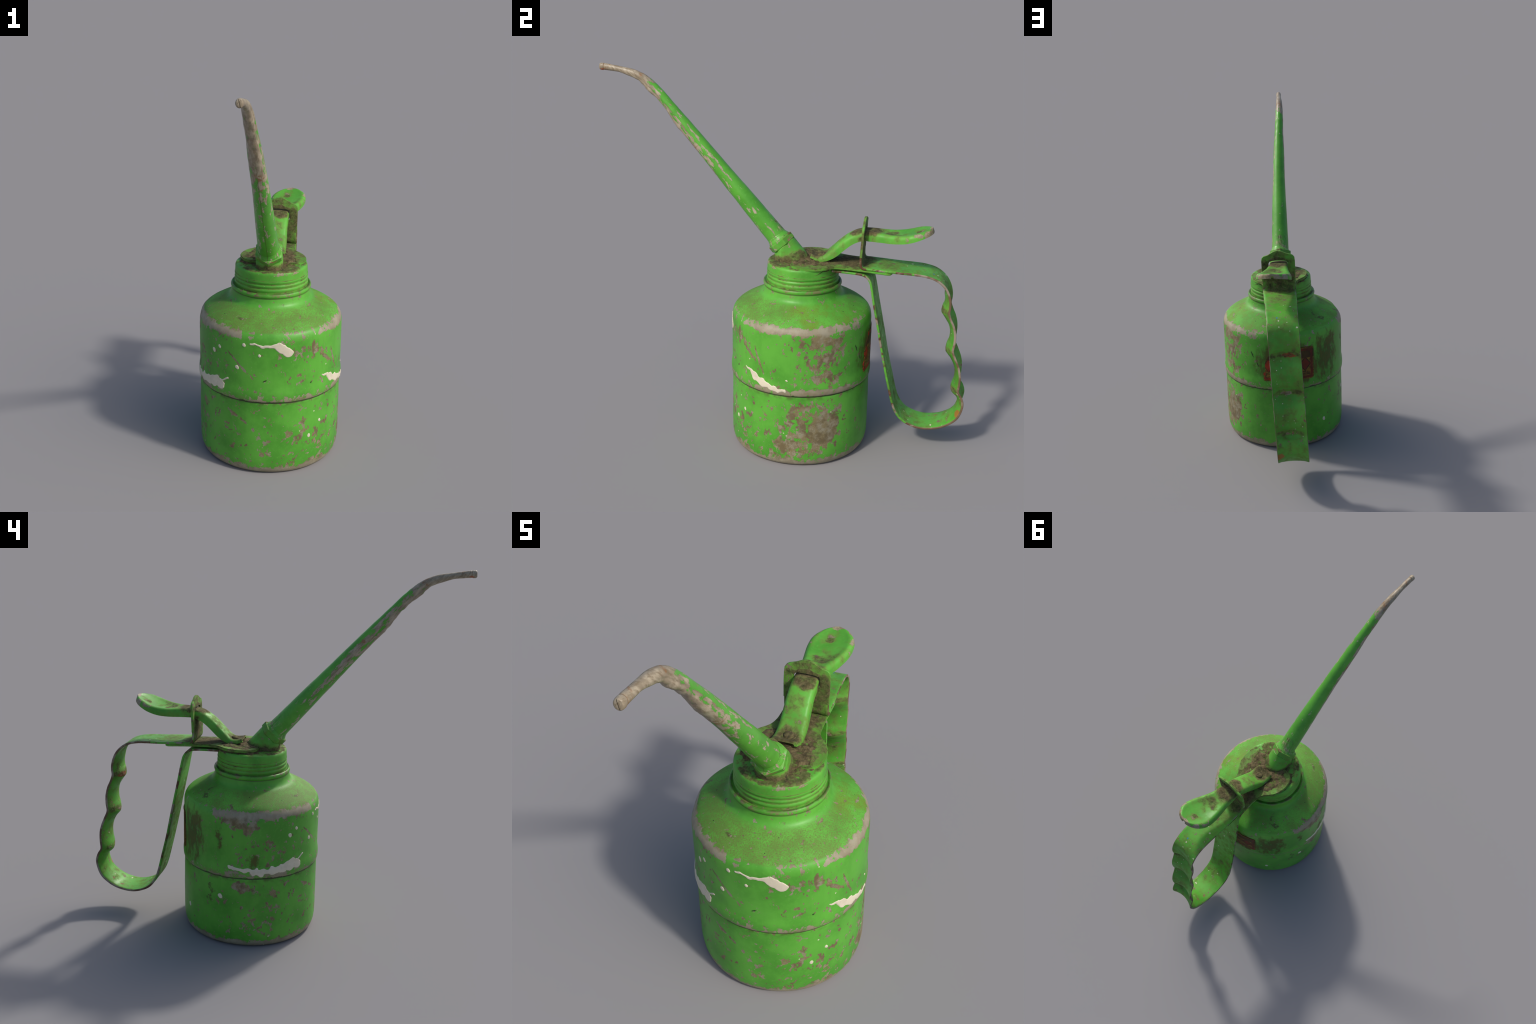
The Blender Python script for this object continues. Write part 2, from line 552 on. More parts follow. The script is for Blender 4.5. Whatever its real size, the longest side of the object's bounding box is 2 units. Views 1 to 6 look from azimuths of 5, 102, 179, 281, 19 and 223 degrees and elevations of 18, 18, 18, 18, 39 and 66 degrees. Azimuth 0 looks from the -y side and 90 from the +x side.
def splash(points, rough=0.009, parent=None):
    """Raised blot along (azimuth, height, radius) points, ragged rim; the sheet
    sinks under the wall outside the blot so its rim is a real edge."""
    us = [p[0] for p in points]
    zs = [p[1] for p in points]
    pad = max(p[2] for p in points) + 0.012
    u0, u1, z0, z1 = min(us) - pad / BK, max(us) + pad / BK, min(zs) - pad, max(zs) + pad
    step = 0.0022
    nu, nv = int((u1 - u0) * BK / step) + 1, int((z1 - z0) / step) + 1
    vs, keep = [], []
    for i in range(nv + 1):
        for j in range(nu + 1):
            u, z = u0 + (u1 - u0) * j / nu, z0 + (z1 - z0) * i / nv
            wu = u * BK + rough * nz(u * BK, z, 0, 30, 2) + rough * 0.25 * nz(u * BK, z, 0, 75, 9)
            wz = z + rough * nz(u * BK, z, 3, 30, 6) + rough * 0.25 * nz(u * BK, z, 3, 75, 4)
            d = 1.0
            for a, b in zip(points[:-1], points[1:]):
                du, dv = (b[0] - a[0]) * BK, b[1] - a[1]
                t = ((wu - a[0] * BK) * du + (wz - a[1]) * dv) / (du * du + dv * dv)
                t = min(1.0, max(0.0, t))
                d = min(d, math.hypot(wu - a[0] * BK - t * du, wz - a[1] - t * dv) - (a[2] + (b[2] - a[2]) * t))
            lift = max(-0.0030, min(0.0016, -d * 0.9))
            vs.append(wall_point(u, z, lift + 0.0004))
            keep.append(d < 0.006)
    f = [q for q in grid_faces(nv + 1, nu + 1, False) if any(keep[k] for k in q)]
    used = sorted({k for q in f for k in q})
    back = {k: i for i, k in enumerate(used)}
    return add('paint_splash', [vs[k] for k in used], [tuple(back[k] for k in q) for q in f], white_mat, can, 80)


splash([(-10.9, 0.716, .0040), (0, 0.703, .0060), (7.5, 0.708, .009), (11.5, 0.703, .024), (16.0, 0.682, .025), (19.5, 0.667, .018)])
splash([(49.8, 0.518, .002), (57, 0.489, .015), (66, 0.462, .020), (75, 0.444, .013), (81, 0.432, .008), (86.4, 0.434, .012)], 0.014)
splash([(-96, 0.463, .004), (-88, 0.455, .012), (-76, 0.444, .016), (-62, 0.448, .018), (-50, 0.452, .019), (-41, 0.473, .027),
        (-38, 0.462, .024)], 0.016)
splash([(-38, 0.472, .006), (-34, 0.492, .0028), (-30.5, 0.507, .005)], 0.005)
for a, zz, r in ((-104, .288, .012), (-141, .16, .009), (-45, .634, .010), (-38.5, .666, .008), (-22, .581, .009),
                 (-16, .705, .008), (-4, .657, .006), (37, .198, .009), (48, .263, .007), (88, .49, .004)):
    splash([(a, zz, r), (a + 0.6, zz - r * 0.5, r * 0.85)], 0.004)

# ------------------------------------------------------------------ label
def label_material():
    m, vec = new_mat('old_paper_label')
    x, y, z = sep(vec)
    az = x._m('ARCTAN2', -(y - AX[1])) * (180 / math.pi)
    d = (az - 183.0)._m('WRAP', 180.0, -180.0) * (math.pi / 180 * 0.371)
    v = z - 0.567
    w = tex_noise(vec, 30, 5, .65)
    ww = (w - 0.5) * 0.012
    du, dv = (d + ww).ab(), (v + ww).ab()
    edge = (du - 0.163).mx(dv - 0.105)                # signed distance to the sheet edge
    redline = (edge + 0.016).ab().ramp(0.009, 0.006)
    right = d.ramp(-0.06, 0.06)
    ochre = mixc(w.ramp(0.4, 0.65), srgb(136, 100, 30), srgb(88, 64, 22))
    dark = mixc(w.ramp(0.45, 0.6), srgb(34, 26, 16), srgb(70, 44, 20))
    col = ochre
    # bands of the print: a dark panel, a red diamond and a red strip
    col = mixc((v - 0.062 + ww).ab().ramp(0.03, 0.026) * 0.75, col, dark)
    dia = ((d + 0.0).ab() * 0.85 + (v + 0.004 + ww * 2).ab())
    dia2 = ((d - 0.105).ab() * 1.2 + (v + 0.004 + ww * 2).ab())
    dia3 = ((d + 0.118).ab() * 1.5 + (v + 0.004 + ww * 2).ab())
    red = mixc((w.ramp(0.45, 0.65) * 0.6).mx(right * 0.85), srgb(160, 48, 22), srgb(98, 40, 20))
    tri = maxall([q.ramp(0.042, 0.037) for q in (dia, dia2, dia3)])
    col = mixc(maxall([q.ramp(0.049, 0.045) for q in (dia, dia2, dia3)]), col, dark)
    col = mixc(tri, col, red)
    col = mixc((v + 0.062).ab().ramp(0.014, 0.011) * tex_noise(mapping(vec, (1, 1, 3)), 60, 2, .5).gt(0.52) * 0.8, col, dark)
    col = mixc(redline, col, red)
    g = tex_noise(vec, 22, 6, .7)
    rightside = right * 0.06
    col = mixc((g + rightside).ramp(0.46, 0.74) * 0.65, col, srgb(48, 33, 16))
    col = mixc(tex_noise(mapping(vec, loc=(4, 2, 9)), 34, 6, .65).ramp(0.635, 0.66) * d.ramp(0.06, -0.05), col, GREEN_DARK)
    finish(col, 0.6, w + g, 0.35, 0.004)
    return m


def make_label():
    vs, rows, cols = [], 44, 60
    R0 = 0.3698
    for i in range(rows + 1):
        v = -0.105 + 0.210 * i / rows
        zz = 0.567 + v
        corner = max(0.0, abs(v) - 0.090)
        right = 0.163 - (0.015 - math.sqrt(max(0, 0.015 ** 2 - corner ** 2)))
        tear = 0.060 * max(0.0, (v + 0.02) / 0.125) + 0.022 * nz(0, 0, zz, 22, 4) + 0.012 * nz(0, 0, zz, 70, 1)
        left = -0.161 + max(0.0, tear + 0.012)
        for j in range(cols + 1):
            s = left + (right - left) * j / cols
            a = math.radians(183.0) + s / 0.371
            edge = min(j, cols - j, i, rows - i)
            lift = 0.0022 + 0.0009 * nz(s, 0, zz, 30, 2) + (0.0025 * max(0, nz(s, 1, zz, 26, 8)) if edge < 3 else 0)
            for rr in (R0 + lift,):
                vs.append((AX[0] + rr * math.sin(a), 0.098 + 0.0065 * zz - rr * math.cos(a), zz))
    n = len(vs)
    top = grid_faces(rows + 1, cols + 1, False)
    back = []
    for p in vs:
        q = Vector((p[0], p[1] - 0.1017, 0)).normalized() * 0.004
        back.append((p[0] - q.x, p[1] - q.y, p[2]))
    f = list(top) + [tuple(k + n for k in reversed(t)) for t in top]
    C = cols + 1
    border = [j for j in range(C)] + [i * C + cols for i in range(1, rows + 1)] + \
             [rows * C + j for j in range(cols - 1, -1, -1)] + [i * C for i in range(rows - 1, 0, -1)]
    for a, b in zip(border, border[1:] + border[:1]):
        f.append((a, b, b + n, a + n))
    return add('paper_label', vs + back, f, label_material(), can, 60)


make_label()

# ------------------------------------------------------------------ screw cap
cap_mat = painted('green_cap_paint', chip=0.0, top=(1.0120, 1.0172, 0.76), grooves=((0.9335, 0.004), (0.954, 0.0035), (0.9725, 0.003), (0.9115, 0.005)), chip_scale=24, dirt_gain=1.0,
                  dirt=[((0, 0.105, 1.04), (0.25, 0.25, 0.038), 0.92),
                        ((0.0, 0.10, 0.908), (0.30, 0.30, 0.016), 0.50),
                        ((0.0, 0.10, 0.930), (0.30, 0.30, 0.040), 0.22),
                        ((0.0, 0.25, 1.02), (0.22, 0.12, 0.035), 0.5)],
                  wear=[((0.10, -0.04, 1.008), (0.16, 0.10, 0.016), 0.27), ((0.0, 0.10, 0.902), (0.30, 0.30, 0.012), 0.15)])
cap_prof = [(0.150, 0.902), (0.1880, 0.902), (0.1885, 0.908), (0.1868, 0.912), (0.1880, 0.916), (0.1893, 0.9205), (0.1893, 0.926),
            (0.1872, 0.930), (0.1850, 0.9335), (0.1865, 0.938), (0.1888, 0.942), (0.1888, 0.947), (0.1868, 0.950), (0.1842, 0.954),
            (0.1858, 0.958), (0.1880, 0.962), (0.1882, 0.967), (0.1868, 0.971), (0.1862, 0.978), (0.1858, 0.990), (0.1852, 1.000),
            (0.1842, 1.007), (0.1815, 1.0125), (0.1770, 1.0155), (0.1700, 1.0170), (0.1640, 1.0170), (0.05, 1.0165)]
lathe('screw_cap', cap_prof, cap_mat, 0.001, lambda z: CAPY, 160, smooth=55,
      wob=lambda a, r, z: 0.0006 * nz(math.cos(a), math.sin(a), z * 8, 4, 2))


# ------------------------------------------------------------------ strips
def tilt(x, y, z):
    """The flat metal work on top leans a little to +x and falls to the back."""
    k = min(1.0, max(0.0, (z - 0.80) / 0.2))
    return -0.042 * (x - 0.013) * k


def strip(name, path, widths, centre, thick, mats, bulge=None, nc=14, parent=None, yaw=lambda s, y, z: 0.0):
    """Sheet-metal band swept along a (y, z) path; rounded edges."""
    N = len(path)
    vs, fm, faces = [], [], []
    sec = []                                   # cross-section: (across -1..1, offset -1..1)
    for j in range(nc + 1):
        sec.append((-1 + 2 * j / nc, 1, 0))
    e = [(1.0, 0.45), (1.0, -0.45)]
    ring_top = [(-0.975 + 1.95 * j / nc, 1.0) for j in range(nc + 1)]
    ring_bot = [(0.975 - 1.95 * j / nc, -1.0) for j in range(nc + 1)]
    ring = ring_top + [(1.0, 0.55), (1.0, -0.55)] + ring_bot + [(-1.0, -0.55), (-1.0, 0.55)]
    M = len(ring)
    for i in range(N):
        y, z = path[i]
        a, b = path[max(0, i - 1)], path[min(N - 1, i + 1)]
        ty, tz = b[0] - a[0], b[1] - a[1]
        L = math.hypot(ty, tz) or 1
        ny, nzz = -tz / L, ty / L               # left normal of travel
        s = i / (N - 1)
        if name == 'handle_loop' and y > 0.84 and z < 0.96:
            y += 0.003 * min(1.0, (y - 0.84) / 0.05) * min(1.0, (0.96 - z) / 0.06) * min(1.0, max(0.0, (z - 0.14) / 0.12))
        w = widths(s, y, z) / 2
        cx = centre(s, y, z)
        for t, o in ring:
            x = cx + t * w
            bl = bulge(s, y, z) * (1 - t * t) if bulge else 0.0
            off = o * thick / 2 + bl
            wv = 0.0012 * nz(x, y, z, 9, 6)
            px, py, pz = x, y + ny * (off + wv), z + nzz * (off + wv)
            py += yaw(s, py, pz) * (px - cx)
            vs.append((px, py, pz + tilt(px, py, pz)))
    for i in range(N - 1):
        for j in range(M):
            k = (j + 1) % M
            faces.append((i * M + j, i * M + k, (i + 1) * M + k, (i + 1) * M + j))
            j_in = (nc <= j < nc + 3) or (j >= 2 * nc + 3)
            fm.append(1 if j_in else 0)
    faces.append(tuple(range(M)))
    faces.append(tuple(range((N - 1) * M, N * M)))
    fm += [1, 1]
    return add(name, vs, faces, None, parent, 50, mats=mats, fmat=fm)


handle_mat = painted('green_handle_paint', chip=0.04,
                     marks=[((-0.02, 0.845, 0.802), (0.075, 0.06, 0.024), srgb(150, 62, 34)), ((0.05, 0.955, 0.235), (0.04, 0.05, 0.035), srgb(150, 98, 46)),
                            ((0.041, 0.786, 0.996), (0.009, 0.009, 0.02), srgb(48, 122, 160))], white=0.07, rust=0.5, chip_scale=30,
                     dirt_all=0.18,
                     wear=[((0.0, 0.84, 0.798), (0.090, 0.06, 0.018), 0.26),
                           ((0.0, 0.87, 0.583), (0.100, 0.06, 0.018), 0.30),
                           ((0.0, 0.91, 0.358), (0.100, 0.06, 0.020), 0.30),
                           ((0.02, 0.97, 0.23), (0.05, 0.04, 0.04), 0.13)],
                     dirt=[((0.01, 0.425, 1.06), (0.15, 0.12, 0.09), 0.74),
                           ((0.01, 0.54, 1.02), (0.12, 0.10, 0.05), 0.42),
                           ((0.01, 0.85, 0.96), (0.10, 0.05, 0.05), 0.24),
                           ((0.0, 0.84, 0.806), (0.15, 0.10, 0.026), 0.54),
                           ((0.0, 0.87, 0.592), (0.15, 0.10, 0.026), 0.54),
                           ((0.0, 0.91, 0.366), (0.15, 0.10, 0.028), 0.56),
                           ((0.0, 0.66, 0.16), (0.09, 0.06, 0.05), 0.42),
                           ((-0.02, 0.60, 0.26), (0.04, 0.06, 0.08), 0.5)])


def edge_material():
    m, vec = new_mat('worn_strip_edge')
    n = (tex_noise(vec, 20.0, 6.0, 0.65) - 0.5) * 1.5 + 0.5
    n2 = tex_noise(mapping(vec, loc=(3, 1, 6)), 13.0, 5.0, 0.6)
    x, y, z = sep(vec)
    col = green_base(vec)
    grip = y.ramp(0.62, 0.80) * 0.30
    bare = (n + grip).ramp(0.49, 0.53)
    mc = mixc(n2.ramp(0.40, 0.56), srgb(140, 130, 116), srgb(112, 94, 74))
    mc = mixc(n2.ramp(0.44, 0.56) * (1 - y.ramp(0.62, 0.8) * 0.75), mc, srgb(92, 58, 40))
    col = mixc(bare, col, mc)
    col = mixc(n2.ramp(0.5, 0.62) * 0.35, col, DIRT)
    finish(col, 0.5, n * 0.4 - bare * 0.3, 0.4, 0.004)
    return m


edge_mat = edge_material()
loop = [(0.4165, 1.092), (0.4160, 1.060), (0.4175, 1.042), (0.4230, 1.030), (0.4340, 1.0245), (0.455, 1.0235), (0.52, 1.0190),
        (0.60, 1.0130), (0.68, 1.0090), (0.735, 1.0040), (0.782, 0.9920), (0.818, 0.9720), (0.847, 0.9430), (0.865, 0.9080),
        (0.874, 0.8700), (0.875, 0.8380), (0.8725, 0.8080), (0.883, 0.7720), (0.8985, 0.7350), (0.9080, 0.690),
        (0.9080, 0.640), (0.9030, 0.5960), (0.920, 0.5500), (0.9370, 0.5050), (0.9460, 0.460), (0.9460, 0.410), (0.9430, 0.3680),
        (0.960, 0.3350), (0.9700, 0.2950), (0.9610, 0.2450), (0.941, 0.2030), (0.902, 0.1690), (0.848, 0.1435), (0.780, 0.1325),
        (0.722, 0.1410), (0.664, 0.1690), (0.627, 0.2150), (0.604, 0.2750), (0.582, 0.3720), (0.560, 0.4700), (0.538, 0.5850),
        (0.5165, 0.7000), (0.4915, 0.8300), (0.4765, 0.9120), (0.4655, 0.9520), (0.4430, 0.9790), (0.4100, 0.9900),
        (0.3500, 0.9950), (0.2700, 0.9975)]
loop = catmull(loop, 7)


def loop_width(s, y, z):
    t = min(1, max(0, (y - 0.43) / 0.35))
    if z < 0.98 or s > 0.6:
        t = 1
    if s > 0.75:
        return 0.178
    return 0.191 - 0.015 * t


def loop_centre(s, y, z):
    c = -0.034 + 0.046 * min(z, 1.02)
    if s < 0.2 and y < 0.6:
        c += 0.004 * (0.6 - y) / 0.17
    if s > 0.75:
        c -= 0.006 * max(0.0, min(1.0, (z - 0.2) / 0.5)) * 0.5
    return c


def loop_yaw(s, y, z):
    """The loop is bent a little askew: its -x edge sits further back."""
    if z > 0.97:
        return 0.0
    k = min(1.0, (0.97 - z) / 0.12)
    return -k * (0.030 if s < 0.5 else 0.025)


def loop_bulge(s, y, z):
    """The grip is pressed hollow towards the fingers: its middle lies nearer the can."""
    if y < 0.76 or z > 0.99:
        return 0.0
    k = min(1.0, max(0.0, (0.985 - z) / 0.09)) * min(1.0, max(0.0, (z - 0.10) / 0.10)) * min(1.0, (y - 0.76) / 0.12)
    k = k * k * (3 - 2 * k)
    b = 0.024
    for zc in (0.800, 0.585, 0.360):
        b += 0.018 * math.exp(-abs(z - zc) / 0.030)
    return -b * k


handle = strip('handle_loop', loop, loop_width, loop_centre, 0.0118, [handle_mat, edge_mat],
               bulge=loop_bulge, nc=16, yaw=loop_yaw)


# ------------------------------------------------------------------ mounting plate
def slab(name, outline, z0f, thick, mat, edge, parent=None, holes=(), bevel=0.003, mats=None):
    """Plate from a closed (x, y) outline, dense enough to bend, top at z0f(x, y)."""
    bm = bmesh.new()
    loop_v = [bm.verts.new((x, y, 0)) for x, y in outline]
    bm.faces.new(loop_v)
    bmesh.ops.triangulate(bm, faces=bm.faces[:])
    r = bmesh.ops.extrude_face_region(bm, geom=bm.faces[:])
    for v in r['geom']:
        if isinstance(v, bmesh.types.BMVert):
            v.co.z = -thick
    bmesh.ops.recalc_face_normals(bm, faces=bm.faces)
    es = [e for e in bm.edges if len(e.link_faces) == 2 and e.calc_face_angle() > 1.0]
    bmesh.ops.bevel(bm, geom=[e for e in es if abs(e.verts[0].co.z - e.verts[1].co.z) < 1e-6], offset=bevel, segments=2, affect='EDGES')
    for v in bm.verts:
        v.co.z += z0f(v.co.x, v.co.y)
    me = bpy.data.meshes.new(name)
    bm.to_mesh(me)
    bm.free()
    ob = bpy.data.objects.new(name, me)
    bpy.context.scene.collection.objects.link(ob)
    me.materials.append(mat)
    ob.parent = parent or ROOT
    shade(me, 40)
    return ob


half = [(0.100, 0.056), (0.120, 0.059), (0.142, 0.071), (0.158, 0.092), (0.168, 0.125), (0.170, 0.160), (0.165, 0.192), (0.153, 0.222), (0.136, 0.247),
        (0.119, 0.266), (0.107, 0.287), (0.100, 0.312), (0.0965, 0.345), (0.0955, 0.40), (0.0955, 0.46), (0.0955, 0.52),
        (0.0945, 0.553), (0.086, 0.570), (0.070, 0.577)]
half = [tuple(p) for p in catmull(half, 4)]
PX = 0.007
outline = [(PX + dx + 0.006 * min(1, max(0, (y - 0.25) / 0.1)), y) for dx, y in half] + \
          [(PX - dx + 0.006 * min(1, max(0, (y - 0.25) / 0.1)), y) for dx, y in reversed(half)]
plate_top = lambda x, y: 1.0312 - 0.045 * (x - 0.01) - 0.060 * max(0, y - 0.27) - 0.02 * max(0, y - 0.46)
plate_mat = painted('grimy_green_plate', chip=0.0, top=(1.012, 1.026, 0.54), rust=0.6, dirt_all=0.20,
                    dirt=[((0.0, 0.12, 1.045), (0.20, 0.20, 0.045), 0.74),
                          ((-0.10, 0.16, 1.045), (0.10, 0.12, 0.035), 0.60),
                          ((0.01, 0.36, 1.040), (0.15, 0.15, 0.042), 0.92)])
plate = slab('mounting_plate', outline, plate_top, 0.0150, plate_mat, None, bevel=0.004)


# dirt crust: an uneven sheet that only breaks the surface where grime is thick
def crust_material():
    m, vec = new_mat('caked_grime')
    n = tex_noise(vec, 30, 6, .7)
    f = tex_noise(vec, 85, 4, .7)
    c = mixc(n.ramp(0.38, 0.62), DIRT, DIRT_PALE)
    c = mixc(f.ramp(0.5, 0.7) * 0.7, c, DIRT_DARK)
    c = mixc(tex_noise(mapping(vec, loc=(1, 8, 2)), 26, 5, .65).ramp(0.53, 0.62) * 0.7, c, srgb(84, 112, 44))
    finish(c, 0.85, n + f * 0.6, 0.7, 0.006, spec=0.25)
    return m


def bump(x, y, cx, cy, r):
    d = math.hypot(x - cx, y - cy) / r
    return max(0.0, 1 - d * d)


def make_crust():
    nr, na = 60, 140
    vs = []
    for i in range(nr):
        r = 0.182 * math.sqrt((i + 0.3) / (nr - 0.7))
        for j in range(na):
            a = 2 * math.pi * j / na
            x, y = 0.002 + r * math.cos(a), 0.112 + r * math.sin(a)
            cover = max(bump(x, y, 0.0, 0.10, 0.145), 0.95 * bump(x, y, 0.085, 0.10, 0.075), 0.8 * bump(x, y, -0.08, 0.12, 0.07),
                        0.9 * bump(x, y, 0.05, 0.19, 0.10), 0.9 * bump(x, y, -0.05, 0.19, 0.09), 0.5 * bump(x, y, 0.0, -0.02, 0.12))
            onplate = 1.0 if (0.060 < y and abs(x - PX) < 0.16) else 0.0
            inner = min(1.0, max(0, (y - 0.05) / 0.03))
            base = 1.0165 * (1 - inner) + (plate_top(x, y)) * inner
            n = nz(x, y, 0, 26, 3) + 0.6 * nz(x, y, 0, 60, 5) + 0.35 * nz(x, y, 0, 130, 8)
            crack = max(0.0, 1 - abs(nz(x, y, 0, 20, 12)) / 0.08) * 0.005
            h = -0.0045 + cover * 0.0125 + n * 0.0052 - crack * cover
            if r > 0.160:
                h -= (r - 0.160) * 1.0
            h -= max(0.0, abs(x - PX) - 0.140) * (0.6 if y > 0.05 else 0.0)
            vs.append((x, y, base + h))
    f = grid_faces(nr, na, True)
    f.append(tuple(range(na)))
    ob = add('dirt_crust', vs, f, crust_material(), plate, 70)
    ob['kind'] = 'stuff'
    return ob


make_crust()

# ------------------------------------------------------------------ lever guard
def poly_plate(name, outer, hole, frame, thick, mat, parent):
    cu = bpy.data.curves.new(name, 'CURVE')
    cu.dimensions = '2D'
    cu.fill_mode = 'BOTH'
    cu.extrude = thick / 2 - 0.002
    cu.bevel_depth = 0.002
    cu.bevel_resolution = 2
    for pts in (outer, hole):
        sp = cu.splines.new('POLY')
        sp.points.add(len(pts) - 1)
        for q, (a, b) in zip(sp.points, pts):
            q.co = (a, b, 0, 1)
        sp.use_cyclic_u = True
    tmp = bpy.data.objects.new(name + '_curve', cu)
    bpy.context.scene.collection.objects.link(tmp)
    dg = bpy.context.evaluated_depsgraph_get()
    me = bpy.data.meshes.new_from_object(tmp.evaluated_get(dg))
    bpy.data.objects.remove(tmp)
    bm = bmesh.new()
    bm.from_mesh(me)
    bmesh.ops.remove_doubles(bm, verts=bm.verts, dist=0.0002)
    for v in bm.verts:
        v.co = Vector(frame(v.co.x, v.co.y, v.co.z))
    bmesh.ops.recalc_face_normals(bm, faces=bm.faces)
    bm.to_mesh(me)
    bm.free()
    me.name = name
    ob = bpy.data.objects.new(name, me)
    bpy.context.scene.collection.objects.link(ob)
    me.materials.clear()
    me.materials.append(mat)
    ob.parent = parent
    shade(me, 40)
    return ob


g_out = [(-0.0785, 1.088), (0.1125, 1.088), (0.1128, 1.13), (0.1135, 1.18), (0.1140, 1.215), (0.1110, 1.231), (0.1020, 1.2400), (0.088, 1.2430),
         (0.075, 1.2470), (0.062, 1.2550), (0.048, 1.2640), (0.032, 1.2695), (0.016, 1.2700), (0.0, 1.2665), (-0.014, 1.2600), (-0.028, 1.2530),
         (-0.044, 1.2480), (-0.058, 1.2440), (-0.068, 1.2370), (-0.075, 1.2260), (-0.0775, 1.205), (-0.0785, 1.16), (-0.0785, 1.12)]
g_hole = [(-0.036, 1.150), (0.072, 1.150), (0.076, 1.170), (0.076, 1.197), (0.070, 1.209), (0.052, 1.2135), (0.018, 1.2150), (-0.016, 1.2135),
          (-0.033, 1.208), (-0.040, 1.195), (-0.040, 1.17)]
guard_mat = painted('grimy_green_guard', chip=0.06, rust=0.4, dirt_all=0.28, chip_scale=30,
                    dirt=[((0.02, 0.41, 1.10), (0.15, 0.07, 0.13), 0.76),
                          ((0.095, 0.415, 1.16), (0.04, 0.05, 0.10), 0.80), ((-0.06, 0.415, 1.16), (0.03, 0.05, 0.10), 0.6),
                          ((0.02, 0.42, 1.212), (0.10, 0.05, 0.026), 0.72), ((0.02, 0.41, 1.25), (0.12, 0.05, 0.04), 0.40)],
                    wear=[((0.02, 0.43, 1.27), (0.14, 0.02, 0.008), 0.22)])


def guard_frame(a, b, c):
    t = (b - 1.088) / 0.18
    y = 0.4168 + 0.010 * t + 0.006 * max(0, t - 0.75) + 0.003 * nz(a, b, 0, 12, 1)
    return (a, y + c, b - 0.042 * (a - 0.013) * (1.0 - 0.4 * max(0, min(1, t))))


guard = poly_plate('lever_guard', g_out, g_hole, guard_frame, 0.0125, guard_mat, handle)


